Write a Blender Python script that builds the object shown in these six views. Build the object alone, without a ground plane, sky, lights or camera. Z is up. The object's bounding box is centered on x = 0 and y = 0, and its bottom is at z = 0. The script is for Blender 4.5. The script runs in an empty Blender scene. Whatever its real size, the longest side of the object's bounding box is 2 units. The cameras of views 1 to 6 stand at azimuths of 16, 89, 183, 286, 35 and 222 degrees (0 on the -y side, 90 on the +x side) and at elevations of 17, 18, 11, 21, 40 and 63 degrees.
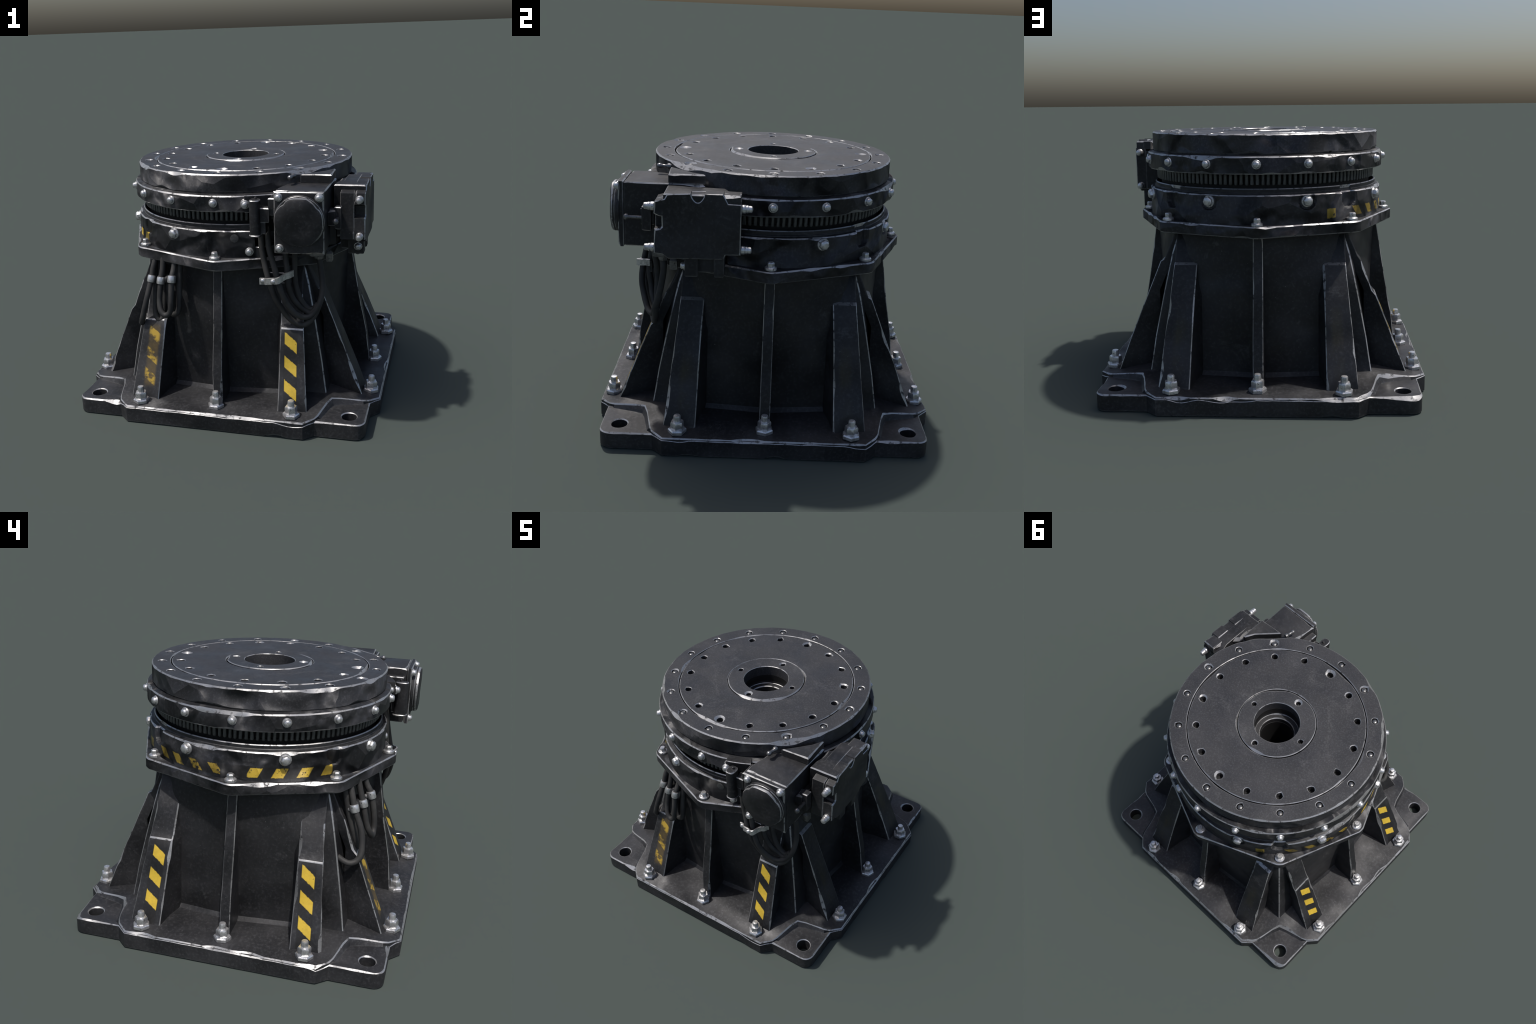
# Heavy machinery turntable pedestal: square base plate, flared column with
# gussets, octagonal flange, slewing gear, bolted top disc, two drive boxes and hoses.
import bpy, math, random
from math import sin, cos, pi, radians, hypot, atan2
from mathutils import Vector, Matrix, noise
from mathutils.geometry import tessellate_polygon

rng = random.Random(11)

# ------------------------------------------------------------------ materials
class NT:
    """small helper for writing node graphs"""
    def __init__(self, name):
        self.m = bpy.data.materials.new(name)
        self.m.use_nodes = True
        self.t = self.m.node_tree
        self.t.nodes.clear()
        self.out = self.n('ShaderNodeOutputMaterial')
        self.b = self.n('ShaderNodeBsdfPrincipled')
        self.l(self.b.outputs[0], self.out.inputs[0])
        self.co = self.n('ShaderNodeTexCoord').outputs['Object']
    def n(self, kind, **kw):
        nd = self.t.nodes.new(kind)
        for k, v in kw.items():
            setattr(nd, k, v)
        return nd
    def l(self, a, b):
        self.t.links.new(a, b)
    def put(self, sock, v):
        if isinstance(v, bpy.types.NodeSocket):
            self.l(v, sock)
        else:
            sock.default_value = v
    def math(self, op, a, b=0.0, c=None, clamp=False):
        nd = self.n('ShaderNodeMath', operation=op)
        nd.use_clamp = clamp
        self.put(nd.inputs[0], a); self.put(nd.inputs[1], b)
        if c is not None:
            self.put(nd.inputs[2], c)
        return nd.outputs[0]
    def noise(self, scale, detail=3.0, rough=0.55, stretch=None, dist=0.0, seed=0.0):
        nd = self.n('ShaderNodeTexNoise')
        nd.inputs['Scale'].default_value = scale
        nd.inputs['Detail'].default_value = detail
        nd.inputs['Roughness'].default_value = rough
        nd.inputs['Distortion'].default_value = dist
        mp = self.n('ShaderNodeMapping')
        mp.inputs['Location'].default_value = (seed * 3.1, seed * 1.7, seed * 2.3)
        if stretch:
            mp.inputs['Scale'].default_value = stretch
        self.l(self.co, mp.inputs[0]); self.l(mp.outputs[0], nd.inputs['Vector'])
        return nd.outputs['Fac']
    def step(self, v, lo, hi):
        nd = self.n('ShaderNodeMapRange', interpolation_type='SMOOTHSTEP')
        self.put(nd.inputs[0], v)
        nd.inputs[1].default_value = lo; nd.inputs[2].default_value = hi
        return nd.outputs[0]
    def rng(self, v, a, b, c, d):
        nd = self.n('ShaderNodeMapRange')
        self.put(nd.inputs[0], v)
        for i, x in enumerate((a, b, c, d)):
            nd.inputs[i + 1].default_value = x
        return nd.outputs[0]
    def mix(self, f, a, b):
        nd = self.n('ShaderNodeMix', data_type='RGBA')
        self.put(nd.inputs['Factor'], f)
        self.put(nd.inputs[6], a if isinstance(a, bpy.types.NodeSocket) else (*a, 1))
        self.put(nd.inputs[7], b if isinstance(b, bpy.types.NodeSocket) else (*b, 1))
        return nd.outputs[2]
    def mixf(self, f, a, b):
        nd = self.n('ShaderNodeMix', data_type='FLOAT')
        self.put(nd.inputs[0], f); self.put(nd.inputs[2], a); self.put(nd.inputs[3], b)
        return nd.outputs[0]
    def bump(self, h, strength, distance, prev=None):
        nd = self.n('ShaderNodeBump')
        nd.inputs['Strength'].default_value = strength
        nd.inputs['Distance'].default_value = distance
        self.l(h, nd.inputs['Height'])
        if prev is not None:
            self.l(prev, nd.inputs['Normal'])
        return nd.outputs[0]
    def xyz(self):
        nd = self.n('ShaderNodeSeparateXYZ')
        self.l(self.co, nd.inputs[0])
        return nd.outputs[0], nd.outputs[1], nd.outputs[2]
    def finish(self, col, rough, metal, normal=None, spec=0.5):
        self.put(self.b.inputs['Base Color'], col if isinstance(col, bpy.types.NodeSocket) else (*col, 1))
        self.put(self.b.inputs['Roughness'], rough)
        self.put(self.b.inputs['Metallic'], metal)
        self.b.inputs['Specular IOR Level'].default_value = spec
        if normal is not None:
            self.l(normal, self.b.inputs['Normal'])
        return self.m

DARK = (0.0185, 0.0190, 0.0212)
MID = (0.0350, 0.0352, 0.0385)
BARE = (0.36, 0.36, 0.365)
YEL = (0.66, 0.455, 0.045)

def paint_layers(g, lift=1.0, bump=1.0, contrast=1.0, grain=55):
    cloud = g.noise(3.2, 5, 0.6, seed=1)
    fine = g.noise(grain, 4, 0.65, seed=2)
    lo = [c * lift + (m - c) * lift * 0.5 * (1 - contrast) for c, m in zip(DARK, MID)]
    hi = [m * lift - (m - c) * lift * 0.5 * (1 - contrast) for c, m in zip(DARK, MID)]
    col = g.mix(g.step(cloud, 0.35, 0.70), lo, hi)
    col = g.mix(g.math('MULTIPLY', g.step(fine, 0.45, 0.75), 0.55), col, [c * 1.9 * lift for c in MID])
    # fine scratches and little chips of bare metal
    s1 = g.step(g.noise(28, 3, 0.7, stretch=(1.0, 7.0, 2.5), seed=5), 0.70, 0.76)
    chip = g.step(g.noise(95, 2, 0.5, seed=9), 0.735, 0.78)
    m = g.math('MAXIMUM', g.math('MULTIPLY', s1, 0.28), g.math('MULTIPLY', chip, 0.5))
    col = g.mix(m, col, [c * 0.5 for c in BARE])
    rough = g.rng(g.noise(6, 3, 0.6, seed=4), 0.3, 0.7, 0.36, 0.60)
    rough = g.math('ADD', rough, g.math('MULTIPLY', fine, 0.10))
    # dull grey scuffs
    sc = g.math('MULTIPLY', g.step(g.noise(4.2, 4, 0.7, dist=0.8, seed=17), 0.60 if grain < 100 else 0.54, 0.74), g.step(fine, 0.30, 0.62))
    col = g.mix(g.math('MULTIPLY', sc, 0.55), col, (0.105, 0.105, 0.108))
    # soft, broken paler halo mixed into the colour along edges
    bv = g.n('ShaderNodeBevel'); bv.samples = 4
    bv.inputs['Radius'].default_value = 0.016
    gm = g.n('ShaderNodeNewGeometry')
    dt = g.n('ShaderNodeVectorMath', operation='DOT_PRODUCT')
    g.l(bv.outputs[0], dt.inputs[0]); g.l(gm.outputs['Normal'], dt.inputs[1])
    arris = g.step(g.math('SUBTRACT', 1.0, dt.outputs['Value']), 0.012, 0.22)
    arris = g.math('MULTIPLY', arris, g.rng(g.noise(13, 4, 0.65, seed=15), 0.35, 0.70, 0.0, 0.75))
    col = g.mix(arris, col, (0.13, 0.13, 0.132))
    # broad bump tilts normals to draw soft light and dark patches, then grain
    h = g.noise(3.6 if bump < 1.5 else 4.4, 0.0, 0.5, dist=0.25, seed=7)
    nm = g.bump(h, 0.9, 0.055 * bump)
    if bump > 3.0:                      # creased bump cells giving the triangular light patches of uneven normals
        vo = g.n('ShaderNodeTexVoronoi'); vo.inputs['Scale'].default_value = 5.2
        vo.inputs['Randomness'].default_value = 1.0
        g.l(g.co, vo.inputs['Vector'])
        here = g.step(g.noise(3.4, 2, 0.5, seed=27), 0.40, 0.56)
        nm = g.bump(g.math('MULTIPLY', vo.outputs['Distance'], here), 1.0, 0.055, nm)
    nm = g.bump(fine, 0.16, 0.004, nm)
    return col, rough, nm

def mat_paint(name, lift=1.0, metal=0.35, bump=1.0, contrast=1.0, grain=55):
    g = NT(name)
    col, rough, nm = paint_layers(g, lift, bump, contrast, grain)
    return g.finish(col, rough, metal, nm)

def mat_worn(name):
    g = NT(name)
    col, rough, nm = paint_layers(g, 1.3)
    w = g.step(g.noise(30, 4, 0.65, seed=3), 0.30, 0.50)
    big = g.step(g.noise(5, 3, 0.6, seed=13), 0.28, 0.58)
    w = g.math('MULTIPLY', w, g.rng(big, 0, 1, 0.68, 1.0))
    c = g.mix(w, col, [v * 1.25 for v in BARE])
    return g.finish(c, g.mixf(w, rough, 0.38), g.mixf(w, 0.35, 0.75), nm)

def mat_bolt(name, tone=1.0):
    g = NT(name)
    n = g.noise(32, 4, 0.65, seed=3)
    c = g.mix(g.step(n, 0.3, 0.7), [v * 0.75 * tone for v in BARE], [v * 1.45 * tone for v in BARE])
    c = g.mix(g.step(g.noise(60, 3, 0.6, seed=6), 0.60, 0.72), c, [v * 0.35 * tone for v in BARE])
    nm = g.bump(g.noise(70, 2, seed=8), 0.25, 0.006)
    return g.finish(c, g.rng(n, 0.3, 0.7, 0.42, 0.26), 0.8, nm)

def mat_rubber(name):
    g = NT(name)
    n = g.noise(130, 3, 0.6, seed=2)
    c = g.mix(g.step(g.noise(9, 4, 0.6, seed=1), 0.35, 0.7), (0.026, 0.026, 0.0265), (0.050, 0.049, 0.048))
    return g.finish(c, 0.62, 0.0, g.bump(n, 0.3, 0.003), 0.4)

def mat_flat(name, col, rough=0.7, metal=0.0):
    g = NT(name)
    n = g.noise(60, 3, seed=1)
    c = g.mix(g.step(n, 0.35, 0.7), [v * 0.75 for v in col], [v * 1.3 for v in col])
    return g.finish(c, rough, metal, g.bump(n, 0.2, 0.004))

def yellow_over(g, mask, col, rough, wear):
    """lay a chipped yellow coat, given by mask, over the black paint; wear 0..1"""
    n = g.noise(48, 5, 0.7, seed=21)
    big = g.noise(9, 3, 0.6, seed=23)
    keep = g.step(g.math('ADD', n, g.math('MULTIPLY', big, 0.6)), 0.52 + 0.40 * wear, 0.60 + 0.55 * wear)
    k = g.math('MULTIPLY', mask, keep, clamp=True)
    tone = g.mix(g.noise(18, 3, seed=25), [c * 0.8 for c in YEL], [c * 1.12 for c in YEL])
    tone = g.mix(g.math('MULTIPLY', g.step(n, 0.35, 0.75), 0.25 + 0.45 * wear), tone, (0.30, 0.18, 0.03))
    return g.mix(g.math('MULTIPLY', k, 1.0 - 0.45 * wear), col, tone), g.mixf(k, rough, 0.5), k

def band(g, v, lo, hi, soft):
    return g.math('MULTIPLY', g.step(v, lo - soft, lo + soft),
                  g.math('SUBTRACT', 1.0, g.step(v, hi - soft, hi + soft)))

def mat_gusset_stripes(name, side, state):
    """three slanted stripes; side +1 / -1 is the gusset right / left of the rib as one faces it.
    state: fresh, rubbed (smeared to a tan strip) or faded (a trace of olive)"""
    g = NT(name)
    col, rough, nm = paint_layers(g)
    x, y, z = g.xyz()
    rag = g.math('MULTIPLY', g.math('SUBTRACT', g.noise(70, 4, 0.7, seed=31), 0.5), 0.018)
    z = g.math('ADD', z, rag)
    ax = g.math('MULTIPLY', x, float(side))
    u = g.math('SUBTRACT', ax, g.math('MULTIPLY_ADD', z, -0.05, 0.4425))     # from the strip's inner edge
    across = band(g, u, 0.0, 0.077, 0.0025)
    w = g.math('ADD', z, g.math('MULTIPLY', g.math('SUBTRACT', x, 0.45 if side > 0 else -0.475), 0.68))
    ph = g.math('MULTIPLY', g.math('FRACT', g.math('DIVIDE', g.math('SUBTRACT', w, 0.190), 0.131)), 0.131)
    bars = band(g, ph, 0.036, 0.100, 0.003)
    under = band(g, u, -0.006, 0.083, 0.004)
    if state == 'fresh':
        rows = band(g, w, 0.205, 0.575, 0.002)
        mask = g.math('MULTIPLY', g.math('MULTIPLY', across, bars), rows)
        col = g.mix(g.math('MULTIPLY', under, 0.5), col, (0.014, 0.0135, 0.013))
        c, r, k = yellow_over(g, mask, col, rough, 0.04)
        return g.finish(c, r, g.mixf(k, 0.35, 0.0), nm)
    if state == 'rubbed':
        big = g.noise(8, 4, 0.65, seed=37)
        soft = g.math('MULTIPLY', band(g, u, 0.002, 0.072, 0.010), band(g, z, 0.20, 0.565, 0.02))
        sm = g.math('MULTIPLY', soft, g.rng(big, 0.30, 0.62, 0.08, 0.55))
        c = g.mix(sm, col, g.mix(g.noise(30, 4, seed=38), (0.10, 0.075, 0.025), (0.24, 0.155, 0.045)))
        hot = g.math('MULTIPLY', g.math('MULTIPLY', soft, bars), g.step(g.noise(17, 4, 0.65, seed=39), 0.40, 0.54))
        c = g.mix(g.math('MULTIPLY', hot, 0.95), c, (0.50, 0.33, 0.045))
        return g.finish(c, 0.55, 0.1, nm)
    soft = g.math('MULTIPLY', band(g, u, 0.005, 0.070, 0.015), band(g, z, 0.2, 0.7, 0.05))
    c = g.mix(g.math('MULTIPLY', soft, g.rng(g.noise(7, 4, seed=41), 0.4, 0.7, 0.0, 0.45)), col, (0.060, 0.052, 0.024))
    return g.finish(c, rough, 0.3, nm)

def mat_ring_stripes(name):
    g = NT(name)
    col, rough, nm = paint_layers(g, 1.1, 3.2)
    x, y, z = g.xyz()
    rag = g.math('MULTIPLY', g.math('SUBTRACT', g.noise(60, 4, 0.7, seed=33), 0.5), 0.014)
    z = g.math('ADD', z, rag)
    th = g.math('MULTIPLY', g.math('ARCTAN2', y, x), 180 / pi)
    th = g.math('ADD', th, g.math('MULTIPLY', g.math('LESS_THAN', th, 0.0), 360.0))
    dz = g.math('SUBTRACT', 1.137, z)
    zb = band(g, z, 1.080, 1.136, 0.002)
    def bars(k, start, period, width, lo, hi):
        w = g.math('MULTIPLY_ADD', dz, k, th)
        ph = g.math('MULTIPLY', g.math('FRACT', g.math('DIVIDE', g.math('SUBTRACT', w, start), period)), period)
        return g.math('MULTIPLY', band(g, ph, 0.3, 0.3 + width, 0.25), band(g, th, lo, hi, 0.3))
    a = bars(-55, 157.7 - 103, 10.3, 4.6, 137.0, 174.5)
    b = bars(41, 187.7 - 110, 11.0, 5.2, 186.5, 224.3)
    c3 = g.math('MULTIPLY', bars(0, 122.0 - 90, 90.0, 4.6, 121.0, 128.0), 0.7)
    mask = g.math('MULTIPLY', g.math('MAXIMUM', g.math('MAXIMUM', g.math('MULTIPLY', a, 0.6), b), c3), zb)
    under = g.math('MULTIPLY', band(g, z, 1.074, 1.142, 0.006), band(g, th, 136.0, 225.0, 1.0))
    col = g.mix(g.math('MULTIPLY', under, 0.6), col, (0.013, 0.012, 0.011))
    cc, r, k = yellow_over(g, mask, col, rough, 0.30)
    return g.finish(cc, r, g.mixf(k, 0.35, 0.0), nm)

M_PAINT = mat_paint('black_steel_paint')
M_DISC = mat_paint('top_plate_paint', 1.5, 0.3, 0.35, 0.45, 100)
M_RIM = mat_paint('shading_bump_rim_paint', 1.5, 0.35, 3.2, 0.6, 80)
M_SHADE_BUMP = mat_paint('shading_bump_paint', 1.15, 0.35, 3.4)
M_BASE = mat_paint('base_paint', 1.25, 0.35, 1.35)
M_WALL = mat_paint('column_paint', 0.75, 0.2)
M_WORN = mat_worn('worn_steel_edge')
M_BOLT = mat_bolt('bolt_steel', 1.55)
M_BOLT_DULL = mat_bolt('dull_bolt_steel', 0.5)
M_RUBBER = mat_rubber('hose_rubber')
M_TOOTH = mat_flat('gear_tooth_steel', (0.10, 0.105, 0.105), 0.42, 0.45)
M_CORE = mat_flat('near_black', (0.006, 0.006, 0.0065), 0.6)  # near-black base colour for the gear core, bore and groove floors
M_GASKET = mat_flat('grey_patch', (0.06, 0.062, 0.062), 0.8)
M_RING = mat_ring_stripes('striped_ring_paint')

# ------------------------------------------------------------------ mesh tools
ROOT = bpy.data.objects.new('turntable_pedestal', None)
bpy.context.scene.collection.objects.link(ROOT)
ROOT['label'] = 'black steel machine turntable pedestal with gear ring, bolts and drive boxes'
ROOT['category'] = 'machine base'

class MB:
    """mesh builder: verts, faces and a material index per face"""
    def __init__(self):
        self.v, self.f, self.m = [], [], []
    def vert(self, p):
        self.v.append(tuple(p)); return len(self.v) - 1
    def verts(self, ps):
        return [self.vert(p) for p in ps]
    def face(self, idx, m=0):
        self.f.append(tuple(idx)); self.m.append(m)
    def bridge(self, a, b, m=0, closed=True):
        n = len(a)
        for i in range(n if closed else n - 1):
            j = (i + 1) % n
            self.face((a[i], a[j], b[j], b[i]), m[i] if isinstance(m, list) else m)
    def add(self, other, mat=None):
        o = len(self.v)
        mat = mat or Matrix.Identity(4)
        self.v += [tuple(mat @ Vector(p)) for p in other.v]
        flip = mat.determinant() < 0
        for f, m in zip(other.f, other.m):
            ids = [i + o for i in f]
            self.face(ids[::-1] if flip else ids, m)
        return self
    def mesh(self, name, mats, angle=32):
        me = bpy.data.meshes.new(name)
        me.from_pydata(self.v, [], self.f)
        for m in mats:
            me.materials.append(m)
        me.polygons.foreach_set('material_index', self.m)
        me.polygons.foreach_set('use_smooth', [True] * len(self.f))
        me.validate()
        import bmesh
        bm = bmesh.new(); bm.from_mesh(me)
        bmesh.ops.recalc_face_normals(bm, faces=bm.faces[:])
        bm.to_mesh(me); bm.free()
        me.set_sharp_from_angle(angle=radians(angle))
        me.update()
        return me
    def obj(self, name, mats, parent=ROOT, angle=32, kind=None):
        return place(name, self.mesh(name, mats, angle), parent, kind=kind)

def place(name, me, parent=ROOT, mat=None, kind=None):
    ob = bpy.data.objects.new(name, me)
    bpy.context.scene.collection.objects.link(ob)
    ob.parent = parent
    if mat is not None:
        ob.matrix_local = mat
    if kind:
        ob['kind'] = kind
    return ob

def nz(p, scale, seed=0.0):
    return noise.noise(Vector(p) * scale + Vector((seed, seed * 0.7, -seed)))

def wear_size(p, c, seed=0.0):
    """chamfer size along an edge: uneven, with an occasional deeper knock"""
    a = nz(p, 14.0, seed) * 0.45 + nz(p, 40.0, seed + 5) * 0.25
    k = max(0.0, nz(p, 6.0, seed + 9) - 0.22) * 6.5
    return c * max(0.45, 1.0 + a + k)

def smooth(x, lo, hi):
    t = min(1, max(0, (x - lo) / (hi - lo)))
    return t * t * (3 - 2 * t)

def resample(poly, step):
    out = []
    n = len(poly)
    for i in range(n):
        a, b = Vector(poly[i]), Vector(poly[(i + 1) % n])
        k = max(1, int((b - a).length / step))
        for j in range(k):
            out.append(tuple(a.lerp(b, j / k)))
    return out

def area2(poly):
    return sum(poly[i][0] * poly[(i + 1) % len(poly)][1] - poly[(i + 1) % len(poly)][0] * poly[i][1]
               for i in range(len(poly)))

def inset(poly, dists, grow=False):
    """move each corner inwards (or outwards for a hole) by its own distance"""
    n = len(poly)
    s = 1.0 if area2(poly) > 0 else -1.0
    if grow:
        s = -s
    out = []
    for i in range(n):
        p0, p1, p2 = Vector(poly[i - 1]), Vector(poly[i]), Vector(poly[(i + 1) % n])
        d1 = (p1 - p0).normalized(); d2 = (p2 - p1).normalized()
        n1 = Vector((-d1.y, d1.x)) * s; n2 = Vector((-d2.y, d2.x)) * s
        b = n1 + n2
        if b.length < 1e-6:
            b = n1.copy()
        b.normalize()
        k = max(0.35, b.dot(n1))
        out.append(tuple(p1 + b * (dists[i] / k)))
    return out

def circle(cx, cy, r, n, ph=0.0):
    return [(cx + r * cos(ph + 2 * pi * i / n), cy + r * sin(ph + 2 * pi * i / n)) for i in range(n)]

def prism(outer, z0, z1, c=0.005, holes=(), step=0.035, seed=0.0, mats=(0, 1, 0), bottom=True, hole_c=None):
    """plate with unevenly worn chamfers; mats = (faces, chamfer, hole wall)"""
    mb = MB()
    loops = [(resample(outer, step), False)] + [(h, True) for h in holes]
    tops, bots = [], []
    for poly, hole in loops:
        cc = (hole_c if hole_c is not None else c) if hole else c
        ct = [wear_size((p[0], p[1], z1), cc, seed) for p in poly]
        cb = [wear_size((p[0], p[1], z0), cc, seed + 3) for p in poly]
        pt = inset(poly, ct, hole); pb = inset(poly, cb, hole)
        r0 = mb.verts([(p[0], p[1], z0) for p in pb])
        r1 = mb.verts([(p[0], p[1], z0 + c_) for p, c_ in zip(poly, cb)])
        r2 = mb.verts([(p[0], p[1], z1 - c_) for p, c_ in zip(poly, ct)])
        r3 = mb.verts([(p[0], p[1], z1) for p in pt])
        mb.bridge(r0, r1, mats[1]); mb.bridge(r1, r2, mats[2] if hole else mats[0]); mb.bridge(r2, r3, mats[1])
        tops.append((pt, r3)); bots.append((pb, r0))
    for group, use in ((tops, True), (bots, bottom)):
        if not use:
            continue
        cap = mats[3] if len(mats) > 3 and group is tops else mats[0]
        ids = [i for _, r in group for i in r]
        for t in tessellate_polygon([[Vector((p[0], p[1], 0)) for p in pl] for pl, _ in group]):
            mb.face([ids[i] for i in t], cap)
    return mb

def lathe(profile, n=128, seed=0.0, closed=True, a0=0.0, a1=2 * pi):
    """profile: (r, z, chamfer, face material of the span that follows); worn chamfers at its corners"""
    mb = MB()
    k = len(profile)
    full = abs(a1 - a0 - 2 * pi) < 1e-6
    cols = []
    for i in range(n if full else n + 1):
        t = a0 + (a1 - a0) * i / n
        ring, mats = [], []
        for j in range(k):
            r, z, c, m = profile[j]
            if c <= 0:
                ring.append((r, z)); mats.append(m); continue
            p0 = profile[j - 1]; p2 = profile[(j + 1) % k]
            c_ = wear_size((r * cos(t), r * sin(t), z), c, seed)
            for q, mm in ((p0, 1), (p2, m)):
                d = hypot(q[0] - r, q[1] - z)
                f = min(0.45, c_ / d)
                ring.append((r + (q[0] - r) * f, z + (q[1] - z) * f)); mats.append(mm)
        cols.append((mb.verts([(r * cos(t), r * sin(t), z) for r, z in ring]), mats))
    nn = len(cols)
    for i in range(nn if full else nn - 1):
        a, ma = cols[i]; b, _ = cols[(i + 1) % nn]
        K = len(a)
        for j in range(K if closed else K - 1):
            j2 = (j + 1) % K
            mb.face((a[j], b[j], b[j2], a[j2]), ma[j])
    return mb

def box(x0, x1, y0, y1, z0, z1, c=0.004, seed=0.0, step=0.05):
    return prism([(x0, y0), (x1, y0), (x1, y1), (x0, y1)], z0, z1, c, step=step, seed=seed)

def stack(levels, n, phase=0.0, cap=True, mats=None):
    """round or polygonal turned piece: levels = (radius, z)"""
    mb = MB()
    rings = [mb.verts([(r * cos(phase + 2 * pi * i / n), r * sin(phase + 2 * pi * i / n), z) for i in range(n)])
             for r, z in levels]
    for i in range(len(rings) - 1):
        mb.bridge(rings[i], rings[i + 1], mats[i] if mats else 0)
    if cap:
        mb.face(rings[0][::-1]); mb.face(rings[-1])
    return mb

def aim(p, d):
    """matrix at p whose local z runs along d"""
    return Matrix.Translation(Vector(p)) @ Vector(d).to_track_quat('Z', 'Y').to_matrix().to_4x4()

def catmull(pts, per=8):
    P = [Vector(p) for p in pts]
    P = [P[0] * 2 - P[1]] + P + [P[-1] * 2 - P[-2]]
    out = []
    for i in range(1, len(P) - 2):
        for j in range(per):
            t = j / per
            a, b, c, d = P[i - 1], P[i], P[i + 1], P[i + 2]
            out.append(0.5 * ((2 * b) + (c - a) * t + (2 * a - 5 * b + 4 * c - d) * t * t + (3 * b - a - 3 * c + d) * t ** 3))
    out.append(P[-2])
    return out

def tube(pts, r, n=14, per=8):
    path = catmull(pts, per)
    mb = MB()
    up = Vector((0.3, 0.9, 0.2)).normalized()
    rings = []
    for i, p in enumerate(path):
        t = (path[min(i + 1, len(path) - 1)] - path[max(i - 1, 0)]).normalized()
        up = (up - t * up.dot(t)).normalized()
        s = t.cross(up)
        rr = r * (1 + 0.04 * nz(p, 22))
        rings.append(mb.verts([p + (up * cos(2 * pi * k / n) + s * sin(2 * pi * k / n)) * rr for k in range(n)]))
    for a, b in zip(rings, rings[1:]):
        mb.bridge(a, b)
    mb.face(rings[0][::-1]); mb.face(rings[-1])
    return mb

# ------------------------------------------------------------------ base plate
def quarter_sym(q):
    """repeat a quarter outline (from the -y edge round to the +x edge) four times"""
    out = []
    for k in range(4):
        a = k * pi / 2
        out += [(x * cos(a) - y * sin(a), x * sin(a) + y * cos(a)) for x, y in q]
    return out

pad_round = [(0.88 + 0.062 * sin(radians(a)), -0.88 - 0.062 * cos(radians(a))) for a in (0, 18, 36, 54, 72, 90)]
slab_q = [(0.576, -0.999), (0.638, -0.942)] + pad_round + [(0.942, -0.638), (0.999, -0.576)]
plate_q = [(0.40, -0.996), (0.50, -0.996), (0.574, -0.996), (0.640, -0.935), (0.656, -0.900), (0.690, -0.765), (0.712, -0.712), (0.765, -0.690),
           (0.900, -0.656), (0.935, -0.640), (0.996, -0.574), (0.996, -0.50), (0.996, -0.40)]
pad_holes = [circle(sx * 0.838, sy * 0.838, 0.047, 20) for sx in (-1, 1) for sy in (-1, 1)]
base = prism(quarter_sym(slab_q), 0.0, 0.105, 0.007, holes=pad_holes, step=0.03, seed=1, hole_c=0.005)

def plate_z(x, y):
    """the corners rise towards the column like a very flat pyramid, the bays between the gussets much less"""
    k = 0.050 + 0.088 * smooth(min(abs(x), abs(y)), 0.40, 0.50)
    return 0.1125 + (1.0 - max(abs(x), abs(y))) * k

def raised_plate():
    mb = MB()
    ring = resample(quarter_sym(plate_q), 0.03)
    # start on a diagonal corner so that each side is one flat polygon
    start = min(range(len(ring)), key=lambda i: (ring[i][0] - 0.712) ** 2 + (ring[i][1] + 0.712) ** 2)
    ring = ring[start:] + ring[:start]
    cs = [wear_size((x, y, 0.12), 0.0065, 2) for x, y in ring]
    top = inset(ring, cs)
    flare = inset(ring, [0.016 if min(abs(x), abs(y)) > 0.645 else 0.0 for x, y in ring], True)
    lo = mb.verts([(x, y, 0.104 if min(abs(p), abs(q)) > 0.645 else 0.06) for (x, y), (p, q) in zip(flare, ring)])
    mid = mb.verts([(x, y, plate_z(x, y) - c) for (x, y), c in zip(ring, cs)])
    hi = mb.verts([(x, y, plate_z(x, y)) for x, y in top])
    mb.bridge(lo, mid, 0); mb.bridge(mid, hi, 1)
    n = len(ring) // 4
    us = (-0.55, -0.50, -0.40, 0.40, 0.50, 0.55)
    foot = []
    for q in range(4):                                   # q 0 is the +x side, turning counterclockwise
        ca, sa = cos(q * pi / 2), sin(q * pi / 2)
        ids = [hi[(q * n + i) % len(hi)] for i in range(n + 1)]
        along = [-mb.v[i][0] * sa + mb.v[i][1] * ca for i in ids]
        inner = []
        for u in us[:-1]:
            x, y = 0.55 * ca - u * sa, 0.55 * sa + u * ca
            inner.append(mb.vert((x, y, plate_z(x, y))))
        foot.append(inner)
    for q in range(4):
        ca, sa = cos(q * pi / 2), sin(q * pi / 2)
        ids = [hi[(q * n + i) % len(hi)] for i in range(n + 1)]
        along = [-mb.v[i][0] * sa + mb.v[i][1] * ca for i in ids]
        inner = foot[q] + [foot[(q + 1) % 4][0]]
        cuts = [0] + [min(range(n + 1), key=lambda i: abs(along[i] - u) + (0 if abs(mb.v[ids[i]][0] * ca + mb.v[ids[i]][1] * sa) > 0.97 else 9)) for u in us[1:-1]] + [n]
        for k in range(5):
            poly = ids[cuts[k]:cuts[k + 1] + 1] + [inner[k + 1], inner[k]]
            for t in tessellate_polygon([[Vector((mb.v[i][0], mb.v[i][1], 0)) for i in poly]]):
                mb.face([poly[i] for i in t], 0)
    mb.face([i for f in foot for i in f])
    return mb
base.add(raised_plate())
base.obj('base_plate', [M_BASE, M_WORN])

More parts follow.
